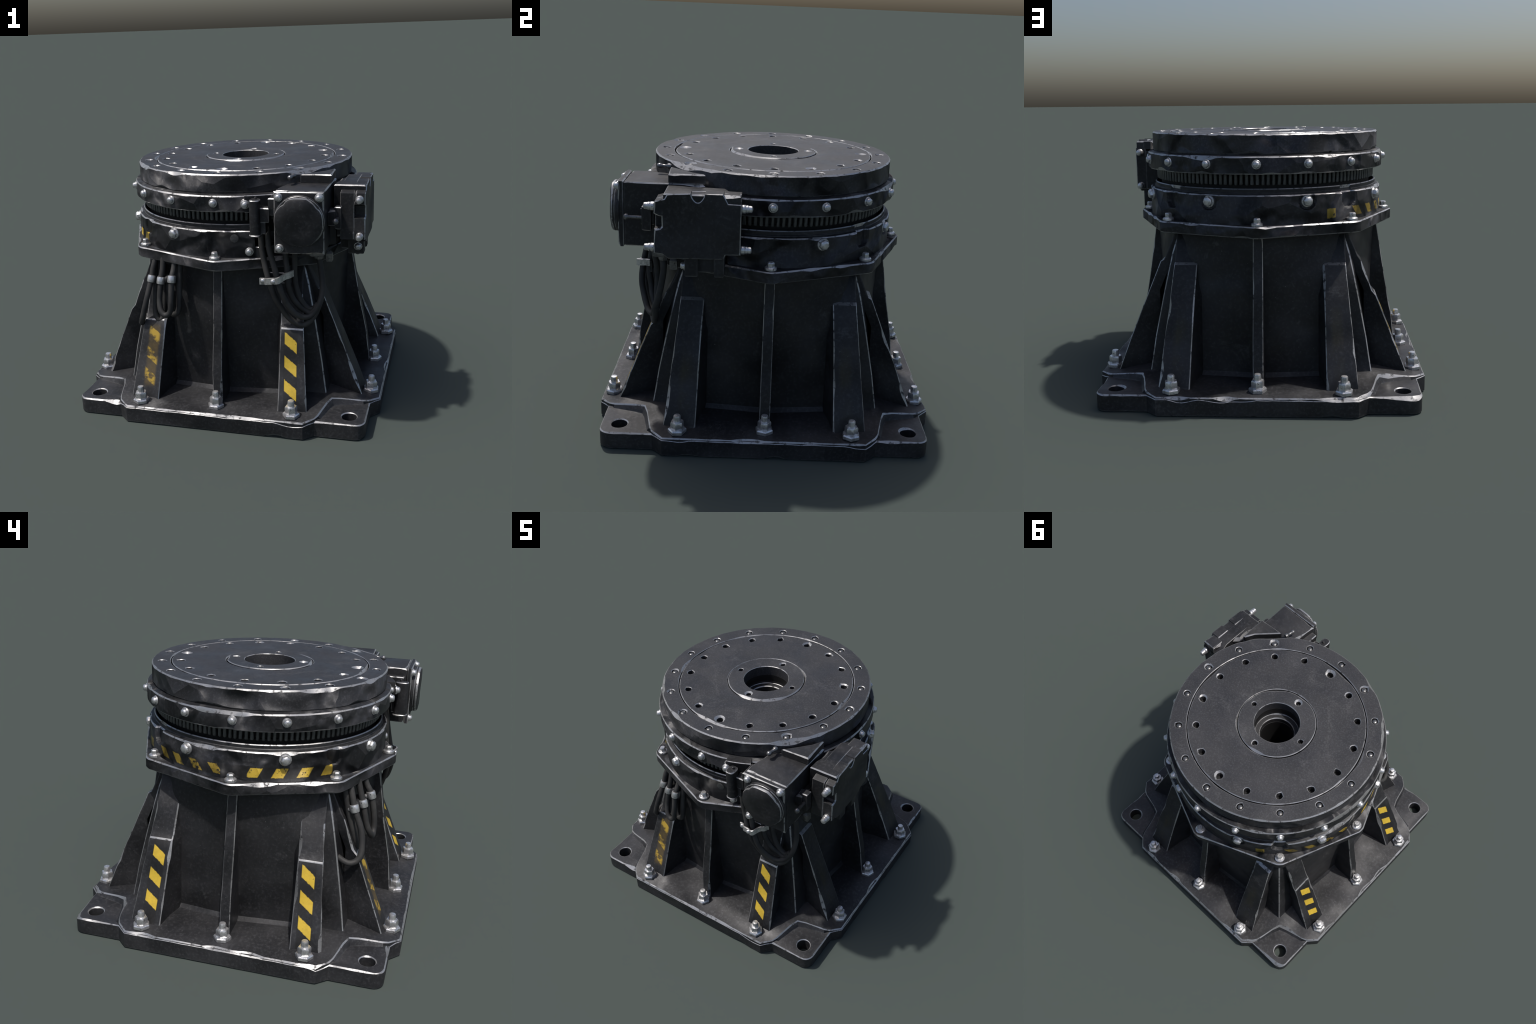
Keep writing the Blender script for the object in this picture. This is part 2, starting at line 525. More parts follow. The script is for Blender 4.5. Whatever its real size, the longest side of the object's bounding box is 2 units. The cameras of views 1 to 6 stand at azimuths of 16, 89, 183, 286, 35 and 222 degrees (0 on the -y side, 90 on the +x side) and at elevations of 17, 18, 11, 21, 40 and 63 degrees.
# ------------------------------------------------------------------ column
# square with spread corners at the foot, nearly octagonal under the flange:
# z, wall at the rib, wall at the gusset's inner side, at its outer side, corner arris (distance from the axis)
LEVELS = [(0.118, 0.716, 0.680, 0.698, 0.975), (0.152, 0.690, 0.655, 0.670, 0.945), (0.25, 0.690, 0.650, 0.655, 0.924), (0.36, 0.693, 0.646, 0.638, 0.900),
          (0.50, 0.699, 0.640, 0.618, 0.862), (0.62, 0.706, 0.634, 0.600, 0.828), (0.77, 0.715, 0.621, 0.570, 0.783),
          (0.86, 0.721, 0.606, 0.545, 0.755), (0.95, 0.727, 0.592, 0.518, 0.711), (1.0, 0.729, 0.586, 0.510, 0.706)]

def column():
    mb = MB()
    rings = []
    for z, a, g1, g2, d in LEVELS:
        dd = d * 0.70711
        x1, x2 = 0.345, min(0.500, dd - 0.004)
        c = wear_size((dd, dd, z), 0.006, 4)
        e = (Vector((x2, g2)) - Vector((dd, dd))).normalized() * c
        side = [(0.0, a), (0.17, a * 0.5 + g1 * 0.5), (x1, g1), (x2, g2), (dd + e.x, dd + e.y)]
        quarter = side + [(y, x) for x, y in side[::-1]][:-1]
        ring = []
        for k in range(4):
            t = -k * pi / 2
            ring += [(x * cos(t) - y * sin(t), x * sin(t) + y * cos(t), z) for x, y in quarter]
        rings.append(mb.verts(ring))
    n = len(rings[0])
    m = [0, 0, 0, 0, 1, 0, 0, 0, 0] * 4
    for i in range(len(rings) - 1):
        mb.bridge(rings[i], rings[i + 1], [2] * n if i == 0 else m)
    mb.face(rings[0][::-1]); mb.face(rings[-1])
    return mb
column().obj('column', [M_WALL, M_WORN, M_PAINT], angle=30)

# ------------------------------------------------------------------ gussets and ribs
def lerp_table(t, z):
    for (za, va), (zb, vb) in zip(t, t[1:]):
        if za >= z >= zb:
            f = (za - z) / (za - zb)
            return tuple(a + (b - a) * f for a, b in zip(va, vb))
    return t[-1][1] if z < t[-1][0] else t[0][1]

WIDTH = [(1.0, (0.366, 0.506)), (0.80, (0.374, 0.512)), (0.60, (0.385, 0.532)), (0.10, (0.397, 0.584))]
PROF_PLAIN = [(0.994, 0.508), (0.964, 0.528), (0.820, 0.587), (0.810, 0.594), (0.798, 0.616), (0.62, 0.689), (0.45, 0.759), (0.28, 0.826), (0.102, 0.893)]
PROF_STRIPE = [(0.994, 0.508), (0.964, 0.530), (0.832, 0.587), (0.800, 0.608), (0.71, 0.643), (0.622, 0.674), (0.601, 0.692), (0.592, 0.700),
               (0.45, 0.757), (0.28, 0.824), (0.102, 0.893)]

def gusset(side, prof, seed):
    """web plate standing out of the column towards local -y, side = +1 / -1 of the rib"""
    mb = MB()
    zs = []
    for (za, ra), (zb, rb) in zip(prof, prof[1:]):
        k = max(1, int((za - zb) / 0.04))
        zs += [(za + (zb - za) * i / k, ra + (rb - ra) * i / k) for i in range(k)]
    zs.append(prof[-1])
    rings = []
    for z, r in zs:
        xi, xo = lerp_table(WIDTH, z)
        ci = wear_size((xi, r, z), 0.005, seed); co = wear_size((xo, r, z), 0.005, seed + 4)
        # the plate splays outwards in plan: its root sits nearer the rib than its toe
        f = min(1.0, max(0.0, (z - 0.62) / 0.35))
        root = 0.655 * (1 - f) + 0.50 * f - 0.03
        bi, bo = 0.342 + 0.024 * f, 0.512 - 0.010 * f
        fr = max(0.0, min(1.0, (r - ci - root) / max(0.03, r - root)))
        m_ = root + (r - root) * 0.5
        sec = [(bi, root), (xi - (xi - bi) * 0.34, m_), (xi - (xi - bi) * (1 - fr) * 0.6, r - ci), (xi + ci, r), (xo - co, r), (xo - (xo - bo) * (1 - fr), r - co), (xo - (xo - bo) * 0.52, m_), (bo, root)]
        rings.append(mb.verts([(side * x, -y, z) for x, y in sec]))
    for i, (a, b) in enumerate(zip(rings, rings[1:])):
        low = zs[i][0] < 0.595
        za = zs[i][0]
        lip = abs(za - 0.810) < 0.001 or abs(za - 0.601) < 0.001
        e = 0 if za > 0.815 else 1
        mb.bridge(a, b, [0, 0, e, 2 if low else (1 if lip else 0), e, 0, 0], closed=False)
    mb.face(rings[0]); mb.face(rings[-1][::-1])
    return mb

STR = {('a', 1): mat_gusset_stripes('hazard_stripes', 1, 'fresh'), ('a', -1): mat_gusset_stripes('hazard_stripes_left', -1, 'fresh'),
       ('w', -1): mat_gusset_stripes('rubbed_stripes', -1, 'rubbed'),
       ('f', 1): mat_gusset_stripes('faded_stripes', 1, 'faded'), ('f', -1): mat_gusset_stripes('faded_stripes_left', -1, 'faded')}
# quarter turns of the local -y face: 0 = -y, 1 = +x, 2 = +y, 3 = -x
for turn, wears in ((0, {1: 'a', -1: 'w'}), (1, {1: 'f', -1: 'f'}), (2, {1: 'f', -1: 'f'}), (3, {1: 'a', -1: 'a'})):
    for side in (-1, 1):
        prof = PROF_STRIPE if wears[side] != 'f' else PROF_PLAIN
        me = gusset(side, prof, turn * 7 + side).mesh('gusset', [M_PAINT, M_WORN, STR[(wears[side], side)]], 25)
        place('gusset', me, mat=Matrix.Rotation(turn * pi / 2, 4, 'Z'))

def rib(seed):
    mb = MB()
    prof = [(0.998, 0.728), (0.95, 0.735), (0.80, 0.760), (0.61, 0.790), (0.355, 0.840), (0.20, 0.858), (0.104, 0.868)]
    rings = []
    for z0, z1, r0, r1 in [(a[0], b[0], a[1], b[1]) for a, b in zip(prof, prof[1:])]:
        k = max(1, int((z0 - z1) / 0.04))
        for i in range(k + (1 if z1 == prof[-1][0] else 0)):
            z = z0 + (z1 - z0) * i / k; r = r0 + (r1 - r0) * i / k
            h = 0.0285 + 0.003 * (1 - z)
            a = wear_size((h, r, z), 0.004, seed); b = wear_size((-h, r, z), 0.004, seed)
            rings.append(mb.verts([(x, -y, z) for x, y in
                                   ((-h, 0.6), (-h, r - b), (-h + b, r), (h - a, r), (h, r - a), (h, 0.6))]))
    for a, b in zip(rings, rings[1:]):
        mb.bridge(a, b, [0, 1, 0, 1, 0], closed=False)
    mb.face(rings[0]); mb.face(rings[-1][::-1])
    return mb
for k in range(4):
    place('rib', rib(k * 5).mesh('rib', [M_PAINT, M_WORN], 25), mat=Matrix.Rotation(k * pi / 2, 4, 'Z'))

# ------------------------------------------------------------------ flange
def flange_outline():
    out = []
    R = 0.832
    vs = [Vector((R * cos(k * pi / 4), R * sin(k * pi / 4))) for k in range(8)]
    for k in range(8):
        p0, p1, p2 = vs[k - 1], vs[k], vs[(k + 1) % 8]
        for q, t in ((p0, 0.024), (p0, 0.008), (p2, 0.008), (p2, 0.024)):
            p = p1 + (q - p1).normalized() * t
            out.append(tuple(p * (0.9945 if t < 0.01 else 1)))
    return out
prism(flange_outline(), 0.990, 1.058, 0.0065, step=0.03, seed=6).obj('octagonal_flange', [M_SHADE_BUMP, M_WORN], angle=25)

# ------------------------------------------------------------------ lower ring with notches and bolt pockets
def angdiff(a, b):
    return (a - b + 180) % 360 - 180

def ring_radius(deg, z):
    r = 0.747
    for c in (45, 135, 225, 315):                       # U shaped notches over the diagonal flange bolts
        u = abs(angdiff(deg, c))
        if u < 5:
            bottom = 1.132 + 0.030 * smooth(u, 1.5, 4.0)
            inside = (1 - smooth(u, 3.5, 3.9)) * smooth(z, bottom - 0.004, bottom + 0.004)
            r -= (0.022 if c != 225 else 0.010) * inside
    for c in (0, 180, 270):                             # shallow full height flats
        u = abs(angdiff(deg, c))
        r -= 0.0035 * (1 - smooth(u, 3.7, 4.0))
    for c in (67.5, 112.5):                             # pockets round two bolts
        u = hypot(angdiff(deg, c) / 57.3 * 0.747, z - 1.188)
        r -= 0.012 * (1 - smooth(u, 0.046, 0.054)) * (1 if z < 1.215 else 0.6)
    if 289 < deg < 341:                                 # bay behind the drive boxes
        e = smooth(deg, 289, 289.6) * (1 - smooth(deg, 340.4, 341))
        r -= (0.085 if z > 1.122 else 0.028) * e
    return r

def lower_ring():
    mb = MB()
    degs = [i * 0.75 for i in range(480)]
    zs = [1.052, 1.060, 1.075, 1.10, 1.118, 1.124, 1.130, 1.137, 1.144, 1.151, 1.158, 1.165, 1.175, 1.188, 1.20, 1.212, 1.2185]
    cols = []
    for d in degs:
        t = radians(d)
        p = (0.747 * cos(t), 0.747 * sin(t), 1.22)
        c = wear_size(p, 0.0065, 8)
        col = [(ring_radius(d, z) + 0.0012 * nz((cos(t), sin(t), z), 9, 2), z) for z in zs]
        rt = ring_radius(d, 1.2185)
        col[-1] = (rt, 1.228 - c)
        col += [(rt - c, 1.228), (0.722 if rt > 0.73 else rt - 0.012, 1.231), (0.722 if rt > 0.73 else rt - 0.014, 1.236),
                (0.717, 1.240) if rt > 0.73 else (rt - 0.015, 1.240),
                (0.717, 1.258) if rt > 0.73 else (rt - 0.015, 1.245), (0.712 if rt > 0.73 else rt - 0.017, 1.263),
                (0.706, 1.262) if rt > 0.73 else (rt - 0.018, 1.245), (min(0.700, rt - 0.02), 1.16), (0.58, 1.15), (0.58, 1.052)]
        cols.append(mb.verts([(r * cos(t), r * sin(t), z) for r, z in col]))
    K = len(cols[0]); nz_ = len(zs)
    mats = [0] * (nz_ - 1) + [1, 2, 2, 2, 2, 1, 2, 3, 3, 0]
    for i in range(len(cols)):
        a, b = cols[i], cols[(i + 1) % len(cols)]
        for j in range(K - 1):
            mb.face((a[j], b[j], b[j + 1], a[j + 1]), mats[j])
        mb.face((a[K - 1], b[K - 1], b[0], a[0]), 0)
    return mb
lower_ring().obj('bearing_ring', [M_RING, M_WORN, M_PAINT, M_CORE], angle=28)

# ------------------------------------------------------------------ slewing gear
gear = lathe([(0.56, 1.18, 0, 0), (0.655, 1.18, 0, 0), (0.678, 1.225, 0, 0), (0.678, 1.284, 0, 0), (0.668, 1.286, 0, 0), (0.664, 1.36, 0, 0), (0.56, 1.36, 0, 0)], 140)
gear_ob = gear.obj('slewing_gear', [M_CORE, M_CORE])

def tooth(seed):
    r = random.Random(seed)
    mb = MB()
    w = 0.0098 + r.uniform(-0.001, 0.001)
    lean = r.uniform(-0.0012, 0.0012)
    rings = []
    for z, kw, kr in ((1.279, 0.70, 0.700), (1.284, 1.0, 0.704), (1.300, 1.0, 0.7055), (1.315, 0.97, 0.705), (1.335, 0.98, 0.7055), (1.353, 1.0, 0.7055)):
        ww = w * kw * r.uniform(0.93, 1.07); off = lean * (z - 1.315) / 0.04
        kr += r.uniform(-0.0008, 0.0008)
        sec = [(0.660, -ww), (kr - 0.004, -ww), (kr, -ww + 0.0035), (kr, ww - 0.0035), (kr - 0.004, ww), (0.660, ww)]
        rings.append(mb.verts([(x, y + off, z) for x, y in sec]))
    for a, b in zip(rings, rings[1:]):
        mb.bridge(a, b)
    mb.face(rings[0][::-1]); mb.face(rings[-1])
    return mb.mesh('gear_tooth', [M_TOOTH], 40)
teeth = [tooth(40 + i) for i in range(6)]
for i in range(140):
    place('gear_tooth', rng.choice(teeth), gear_ob, Matrix.Rotation(2 * pi * (i + rng.uniform(-0.05, 0.05)) / 140, 4, 'Z'))

# ------------------------------------------------------------------ collar and top disc
lathe([(0.64, 1.347, 0, 0), (0.757, 1.346, 0.006, 0), (0.757, 1.446, 0.006, 0), (0.727, 1.455, 0, 0), (0.64, 1.455, 0, 0)], 160, 3)\
    .obj('collar_ring', [M_SHADE_BUMP, M_WORN])
Z1 = 1.571
def annulus_plate(name, r0, r1, holes, z0, z1, seed, hole_c=0.004):
    n1 = 192 if r1 > 0.5 else 96
    outer = circle(0, 0, r1, n1)
    inner = circle(0, 0, r0, max(48, int(n1 * r0 / r1)))
    mb = prism(outer, z0, z1, 0.0075 if r1 > 0.7 else 0.0045, holes=[inner] + holes, step=1.0, seed=seed, hole_c=hole_c, mats=(0, 1, 2, 2))
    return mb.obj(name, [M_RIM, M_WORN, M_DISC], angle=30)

def knocked(cx, cy, r, n, seed):
    """screw hole whose rim is pulled out of round"""
    q = random.Random(seed)
    k = q.randrange(n)
    pts = []
    for i, (x, y) in enumerate(circle(cx, cy, r, n, q.random())):
        f = 1 + q.uniform(-0.05, 0.05) + (0.28 if i == k and q.random() < 0.6 else 0)
        pts.append((cx + (x - cx) * f, cy + (y - cy) * f))
    return pts
outer_at = [(0.662 * cos(k * pi / 8), 0.662 * sin(k * pi / 8)) for k in range(16)]
inner_at = [(0.544 * cos(k * pi / 8), 0.544 * sin(k * pi / 8)) for k in range(16)]
hub_at = [(0.214 * cos(k * pi / 2), 0.214 * sin(k * pi / 2)) for k in range(4)]
annulus_plate('outer_ring_plate', 0.6105, 0.725, [knocked(x, y, 0.0235, 12, i) for i, (x, y) in enumerate(outer_at)], 1.4545, Z1, 21, 0.0035)
annulus_plate('face_plate', 0.2705, 0.6035, [knocked(x, y, 0.0228, 10, 50 + i) for i, (x, y) in enumerate(inner_at)], 1.50, Z1 + 0.0015, 22, 0.0035)
annulus_plate('hub_plate', 0.156, 0.2650, [knocked(x, y, 0.0175, 10, 90 + i) for i, (x, y) in enumerate(hub_at)], 1.50, Z1 + 0.007, 23, 0.003)
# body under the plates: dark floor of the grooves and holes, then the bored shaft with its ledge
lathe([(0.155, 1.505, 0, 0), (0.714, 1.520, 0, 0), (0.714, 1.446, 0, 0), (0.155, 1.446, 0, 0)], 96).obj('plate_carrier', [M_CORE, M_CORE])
lathe([(0.158, 1.51, 0, 0), (0.154, 1.438, 0.003, 0), (0.119, 1.434, 0.005, 0), (0.117, 1.39, 0.002, 2), (0.112, 0.90, 0, 2), (0.17, 0.90, 0, 2), (0.17, 1.51, 0, 0)], 64, 4)\
    .obj('hub_bore', [M_PAINT, M_WORN, M_CORE])
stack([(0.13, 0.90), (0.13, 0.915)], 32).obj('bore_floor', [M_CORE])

# ------------------------------------------------------------------ bolts
def dome(r, h, n, z0, rows=4):
    return [(r * cos(a), z0 + h * sin(a)) for a in [pi / 2 * i / rows for i in range(rows)]] + [(r * 0.06, z0 + h)]

foundation = MB()
foundation.add(stack([(0.050, 0.0), (0.053, 0.004), (0.053, 0.020), (0.047, 0.027)], 6, 0.2))
foundation.add(stack([(0.036, 0.020), (0.039, 0.026), (0.039, 0.064), (0.035, 0.071)], 6, 0.5))
foundation.add(stack([(0.0215, 0.06), (0.0215, 0.100), (0.0185, 0.107), (0.008, 0.109)], 10))
m_found = foundation.mesh('foundation_bolt', [M_BOLT], 30)
flange_b = MB()
flange_b.add(stack([(0.034, 0.0), (0.0355, 0.003), (0.0345, 0.014), (0.028, 0.019)], 12))
flange_b.add(stack([(0.0215, 0.015), (0.022, 0.020), (0.0215, 0.040), (0.017, 0.046)], 6))
m_flange = flange_b.mesh('flange_bolt', [M_BOLT], 30)
rim_b = MB()
rim_b.add(stack([(0.027, -0.004), (0.028, 0.003), (0.025, 0.007)], 14))
rim_b.add(stack([(0.0215, 0.004), (0.022, 0.012), (0.019, 0.022), (0.012, 0.027), (0.004, 0.0275)], 8))
m_rim = rim_b.mesh('collar_bolt', [M_BOLT], 50)
hex_b = MB()
hex_b.add(stack([(0.036, -0.004), (0.037, 0.003), (0.034, 0.008)], 16))
hex_b.add(stack([(0.0295, 0.005), (0.030, 0.022), (0.025, 0.031), (0.012, 0.035), (0.003, 0.0355)], 7))
m_hex = hex_b.mesh('ring_bolt', [M_BOLT], 45)
inset_b = stack([(0.0195, -0.06)] + [(0.0195 * cos(a), -0.013 + 0.010 * sin(a)) for a in (0, 0.35, 0.7, 1.05, 1.35)] + [(0.001, -0.003)], 12)
m_inset = inset_b.mesh('inset_screw', [mat_bolt('inset_screw_steel', 0.45)], 60)
hub_b = stack([(0.0125, -0.06)] + [(0.0125 * cos(a), -0.030 + 0.010 * sin(a)) for a in (0, 0.5, 1.0)] + [(0.001, -0.020)], 10)
m_hub = hub_b.mesh('hub_screw', [M_PAINT], 60)

def jitter():
    return Matrix.Rotation(rng.uniform(0, 2 * pi), 4, 'Z')
for k in range(4):
    R = Matrix.Rotation(k * pi / 2, 4, 'Z')
    for p in ((-0.494, -0.931), (0.0, -0.896), (0.494, -0.931)):
        tilt = Matrix.Rotation(rng.uniform(-0.03, 0.03), 4, 'X')
        place('foundation_bolt', m_found, mat=R @ Matrix.Translation((p[0], p[1], plate_z(*p) - 0.004)) @ tilt @ jitter())
for k in range(8):
    a = k * pi / 4
    if k == 7:
        continue                                            # hidden corner below the drive boxes has its own
    place('flange_bolt', m_flange, mat=Matrix.Translation((0.775 * cos(a), 0.775 * sin(a), 1.057)) @ jitter())
place('flange_bolt', m_flange, mat=Matrix.Translation((0.775 * cos(-pi / 4), 0.775 * sin(-pi / 4), 1.057)))
for k in range(16):
    a = k * pi / 8
    if k in (14, 15):
        continue                                            # covered by the drive boxes
    if k == 13:
        a = radians(-75.2)
    d = Vector((cos(a), sin(a), 0))
    place('collar_bolt', m_rim, mat=aim(d * 0.756 + Vector((0, 0, 1.403)), d) @ jitter())
for k in range(8):
    a = radians(22.5 + 45 * k)
    if k in (6, 7):
        continue
    d = Vector((cos(a), sin(a), 0))
    off = 0.735 if k in (1, 2) else 0.745
    place('ring_bolt', m_hex, mat=aim(d * off + Vector((0, 0, 1.188)), d) @ jitter())
for x, y in outer_at:
    place('inset_screw', m_inset, mat=Matrix.Translation((x, y, Z1)) @ jitter())
for x, y in hub_at:
    place('hub_screw', m_hub, mat=Matrix.Translation((x, y, Z1)))
# rough round patch on the bearing ring
a = radians(-80.8)
place('round_patch', stack([(0.026, -0.004), (0.026, 0.0015), (0.024, 0.002)], 18).mesh('round_patch', [M_GASKET], 40),
      mat=aim((0.7465 * cos(a), 0.7465 * sin(a), 1.182), (cos(a), sin(a), 0)))

# ------------------------------------------------------------------ drive box on the -y side
PM = [M_PAINT, M_WORN]
def arc_pts(r, a0, a1, n):
    return [(r * cos(radians(a0 + (a1 - a0) * i / n)), r * sin(radians(a0 + (a1 - a0) * i / n))) for i in range(n + 1)]
gearbox_plan = [(0.392, -0.812), (0.688, -0.812), (0.688, -0.37)] + arc_pts(0.735, -31, -56, 6)[1:]
gb = prism(gearbox_plan, 1.138, 1.500, 0.006, step=0.04, seed=31)
gearbox = gb.obj('drive_housing', PM)
xz = Matrix(((1, 0, 0, 0), (0, 0, -1, 0), (0, 1, 0, 0), (0, 0, 0, 1)))      # plate drawn in x,z and thickness towards -y
cover = prism([(0.396, 1.134), (0.691, 1.134), (0.691, 1.503), (0.396, 1.503)], 0.815, 0.846, 0.005, step=0.03, seed=32)
MB().add(cover, xz).obj('cover_plate', PM, gearbox)
cap = MB()
cx, cz = 0.549, 1.334
cap.add(stack([(0.152, 0.840), (0.1525, 0.853), (0.149, 0.857)], 40, mats=[0, 0]))
cap.add(stack([(0.1475, 0.852), (0.148, 0.864), (0.1455, 0.867)], 40, mats=[0, 1]))
# outermost face: buckled rim with flats at the upper corners
rim = []
for i in range(36):
    t = 2 * pi * i / 36
    r = 0.1425 * (abs(cos(t)) ** 2.35 + abs(sin(t)) ** 2.35) ** (-1 / 2.35) + 0.005 * nz((cos(t) * 2, sin(t) * 2, 0.3), 2.2)
    for c0, depth in ((132, 0.016), (42, 0.014), (232, 0.008), (318, 0.006)):
        r -= depth * max(0, 1 - abs(angdiff(math.degrees(t), c0)) / 24)
    rim.append((r * cos(t), r * sin(t)))
top = MB()
lv = []
for k, z in ((1.0, 0.858), (1.004, 0.877), (0.975, 0.888), (0.90, 0.894), (0.50, 0.8965)):
    lv.append(top.verts([(x * k, y * k, z + (0.006 * nz((x * 9, y * 9, 0), 1.0) if k < 0.99 else 0)) for x, y in rim]))
for i, mm in enumerate((0, 1, 0, 0)):
    top.bridge(lv[i], lv[i + 1], mm)
top.face(lv[-1])
cap.add(top)
capm = MB().add(cap, xz @ Matrix.Translation((cx, cz, 0)))
capm.obj('round_cap', PM, gearbox, angle=35)
for x, z in ((0.427, 1.470), (0.664, 1.472), (0.427, 1.166)):
    place('collar_bolt', m_rim, gearbox, aim((x, -0.845, z), (0, -1, 0)) @ Matrix.Scale(0.95, 4) @ jitter())
# wedge plate on top and the pin beside it
prism([(0.500, -0.578), (0.690, -0.570), (0.683, -0.370), (0.668, -0.375), (0.633, -0.440)], 1.497, 1.553, 0.006, step=0.03, seed=33).obj('wedge_plate', PM, gearbox)
pin = MB()
pin.add(stack([(0.004, -0.034), (0.013, -0.030), (0.0165, -0.022), (0.0165, -0.012), (0.012, -0.006), (0.0105, 0.024), (0.016, 0.030), (0.0175, 0.040), (0.014, 0.050), (0.004, 0.053)], 12))
pin.obj('lock_pin', [M_BOLT_DULL], gearbox, angle=50).matrix_local = aim((0.457, -0.630, 1.545), (0.16, 0.98, 0.02))
# clamp on the right wall of the housing
cl = box(0.728, 0.766, -0.705, -0.655, 1.250, 1.388, 0.005, 34)
cl.add(box(0.690, 0.735, -0.715, -0.640, 1.275, 1.370, 0.006, 35))
cl.obj('side_clamp', PM, gearbox)
stack([(0.004, 0), (0.014, 0.004), (0.0185, 0.012), (0.0185, 0.020), (0.011, 0.027), (0.0105, 0.13)], 12).obj('clamp_screw', [M_BOLT_DULL], gearbox, angle=50)\
    .matrix_local = aim((0.747, -0.806, 1.322), (0, 1, -0.02))
# cable glands under the housing
gl = MB()
gl.add(box(0.570, 0.655, -0.665, -0.575, 1.062, 1.142, 0.006, 36))
gl.add(stack([(0.028, 1.040), (0.030, 1.045), (0.030, 1.064)], 8), Matrix.Translation((0.614, -0.606, 0)))
gl.obj('cable_gland', [M_BOLT_DULL, M_WORN], gearbox)
nb = box(0.652, 0.690, -0.565, -0.522, 1.004, 1.072, 0.006, 37)
nb.obj('gland_nut', [M_BOLT_DULL, M_WORN], gearbox)
# inner mount that ties both boxes to the bearing
mount = prism([(0.40, -0.70), (0.50, -0.73), (0.72, -0.60), (0.735, -0.42), (0.66, -0.36)] + arc_pts(0.66, -31, -58, 6), 1.13, 1.335, 0.004, seed=38)
mount.obj('drive_mount', [M_CORE, M_PAINT])

# ------------------------------------------------------------------ drive box on the +x side
body = prism([(0.705, -0.572), (0.892, -0.572), (0.892, -0.172), (0.795, -0.168), (0.762, -0.31), (0.705, -0.365)], 1.168, 1.494, 0.007, step=0.04, seed=41)
motor = body.obj('motor_housing', PM)
def scoop(y0, y1, ztop, depth, n):
    return [(y0 + (y1 - y0) * i / n, ztop - depth * sin(pi * i / n) ** 0.7) for i in range(n + 1)]
shell = [(-0.622, 1.170), (-0.577, 1.166), (-0.546, 1.142), (-0.254, 1.146), (-0.244, 1.171), (-0.166, 1.172),
         (-0.166, 1.449), (-0.235, 1.451), (-0.262, 1.502)] + scoop(-0.356, -0.430, 1.500, 0.048, 8) + \
        [(-0.552, 1.492), (-0.566, 1.466), (-0.616, 1.453), (-0.622, 1.386), (-0.595, 1.373), (-0.582, 1.371), (-0.580, 1.317), (-0.590, 1.306), (-0.620, 1.303)]
yz = Matrix(((0, 0, 1, 0), (1, 0, 0, 0), (0, 1, 0, 0), (0, 0, 0, 1)))       # plate drawn in y,z and thickness towards +x
sh = prism(shell, 0.829, 0.8985, 0.005, step=0.03, seed=42)
MB().add(sh, yz).obj('shell_plate', PM, motor)
back = prism([(-0.6215, 1.171), (-0.577, 1.167), (-0.546, 1.146), (-0.254, 1.148), (-0.244, 1.172), (-0.168, 1.173), (-0.168, 1.440), (-0.262, 1.497), (-0.36, 1.499),
              (-0.552, 1.491), (-0.566, 1.466), (-0.6155, 1.4525), (-0.6215, 1.386)], 0.748, 0.832, 0.003, step=0.04, seed=43)
MB().add(back, yz).obj('shell_back', PM, motor)
MB().add(prism([(-0.235, 1.430), (-0.168, 1.430), (-0.168, 1.492), (-0.262, 1.495)], 0.790, 0.846, 0.005, step=0.03, seed=44), yz).obj('corner_lug', PM, motor)
tie = MB()
tie.add(stack([(0.021, 0.0), (0.0235, 0.004), (0.0235, 0.022), (0.020, 0.025), (0.0215, 0.028), (0.0215, 0.036), (0.0185, 0.040), (0.0195, 0.044), (0.018, 0.056), (0.010, 0.061), (0.003, 0.062)], 12))
m_tie = tie.mesh('tie_bolt', [M_BOLT], 50)
for z in (1.419, 1.194):
    place('tie_bolt', m_tie, motor, aim((0.866, -0.618, z), (0, -1, 0)))
    place('tie_bolt', m_tie, motor, aim((0.866, -0.168, z), (0, 1, 0)))
# lower feet
ft = MB()
ft.add(box(0.775, 0.872, -0.462, -0.392, 1.034, 1.165, 0.006, 45))
ft.add(box(0.775, 0.872, -0.304, -0.251, 1.034, 1.165, 0.006, 46))
ft.add(box(0.720, 0.846, -0.41, -0.29, 1.052, 1.165, 0.006, 47))
ft.obj('motor_foot', PM, motor)
for p, d in (((0.836, -0.461, 1.085), (0, -1, 0)),):
    place('collar_bolt', m_rim, motor, aim(p, d))
for p in ((0.83, -0.425, 1.036), (0.83, -0.277, 1.036)):
    place('foot_bolt', stack([(0.016, 0), (0.016, 0.008), (0.010, 0.013)], 10).mesh('foot_bolt', [M_BOLT_DULL], 40), motor, aim(p, (0, 0, -1)))

# ------------------------------------------------------------------ connector block left of the drive box
def slot(cx, cy, rx, ry, n=20, p=3.0):
    return [(cx + rx * math.copysign(abs(cos(t)) ** (2 / p), cos(t)), cy + ry * math.copysign(abs(sin(t)) ** (2 / p), sin(t)))
            for t in [2 * pi * i / n for i in range(n)]]
cn = prism(slot(0.272, -0.800, 0.031, 0.040), 1.228, 1.443, 0.006, step=1, seed=51)
cn.add(prism(slot(0.272, -0.800, 0.036, 0.045), 1.222, 1.234, 0.004, step=1, seed=52))
cn.add(stack([(0.008, 1.44), (0.008, 1.455), (0.004, 1.458)], 10), Matrix.Translation((0.276, -0.79, 0)))
conn = cn.obj('plug_connector', PM)
cb = box(0.296, 0.356, -0.800, -0.735, 1.302, 1.392, 0.006, 53)
cb.add(box(0.296, 0.332, -0.795, -0.740, 1.232, 1.306, 0.004, 54))
cb.add(box(0.345, 0.405, -0.79, -0.74, 1.345, 1.405, 0.005, 55))
cb.add(box(0.352, 0.405, -0.800, -0.690, 1.385, 1.452, 0.006, 57))
cb.obj('connector_bracket', PM, conn)
a0, a1 = -75.4, -63.5
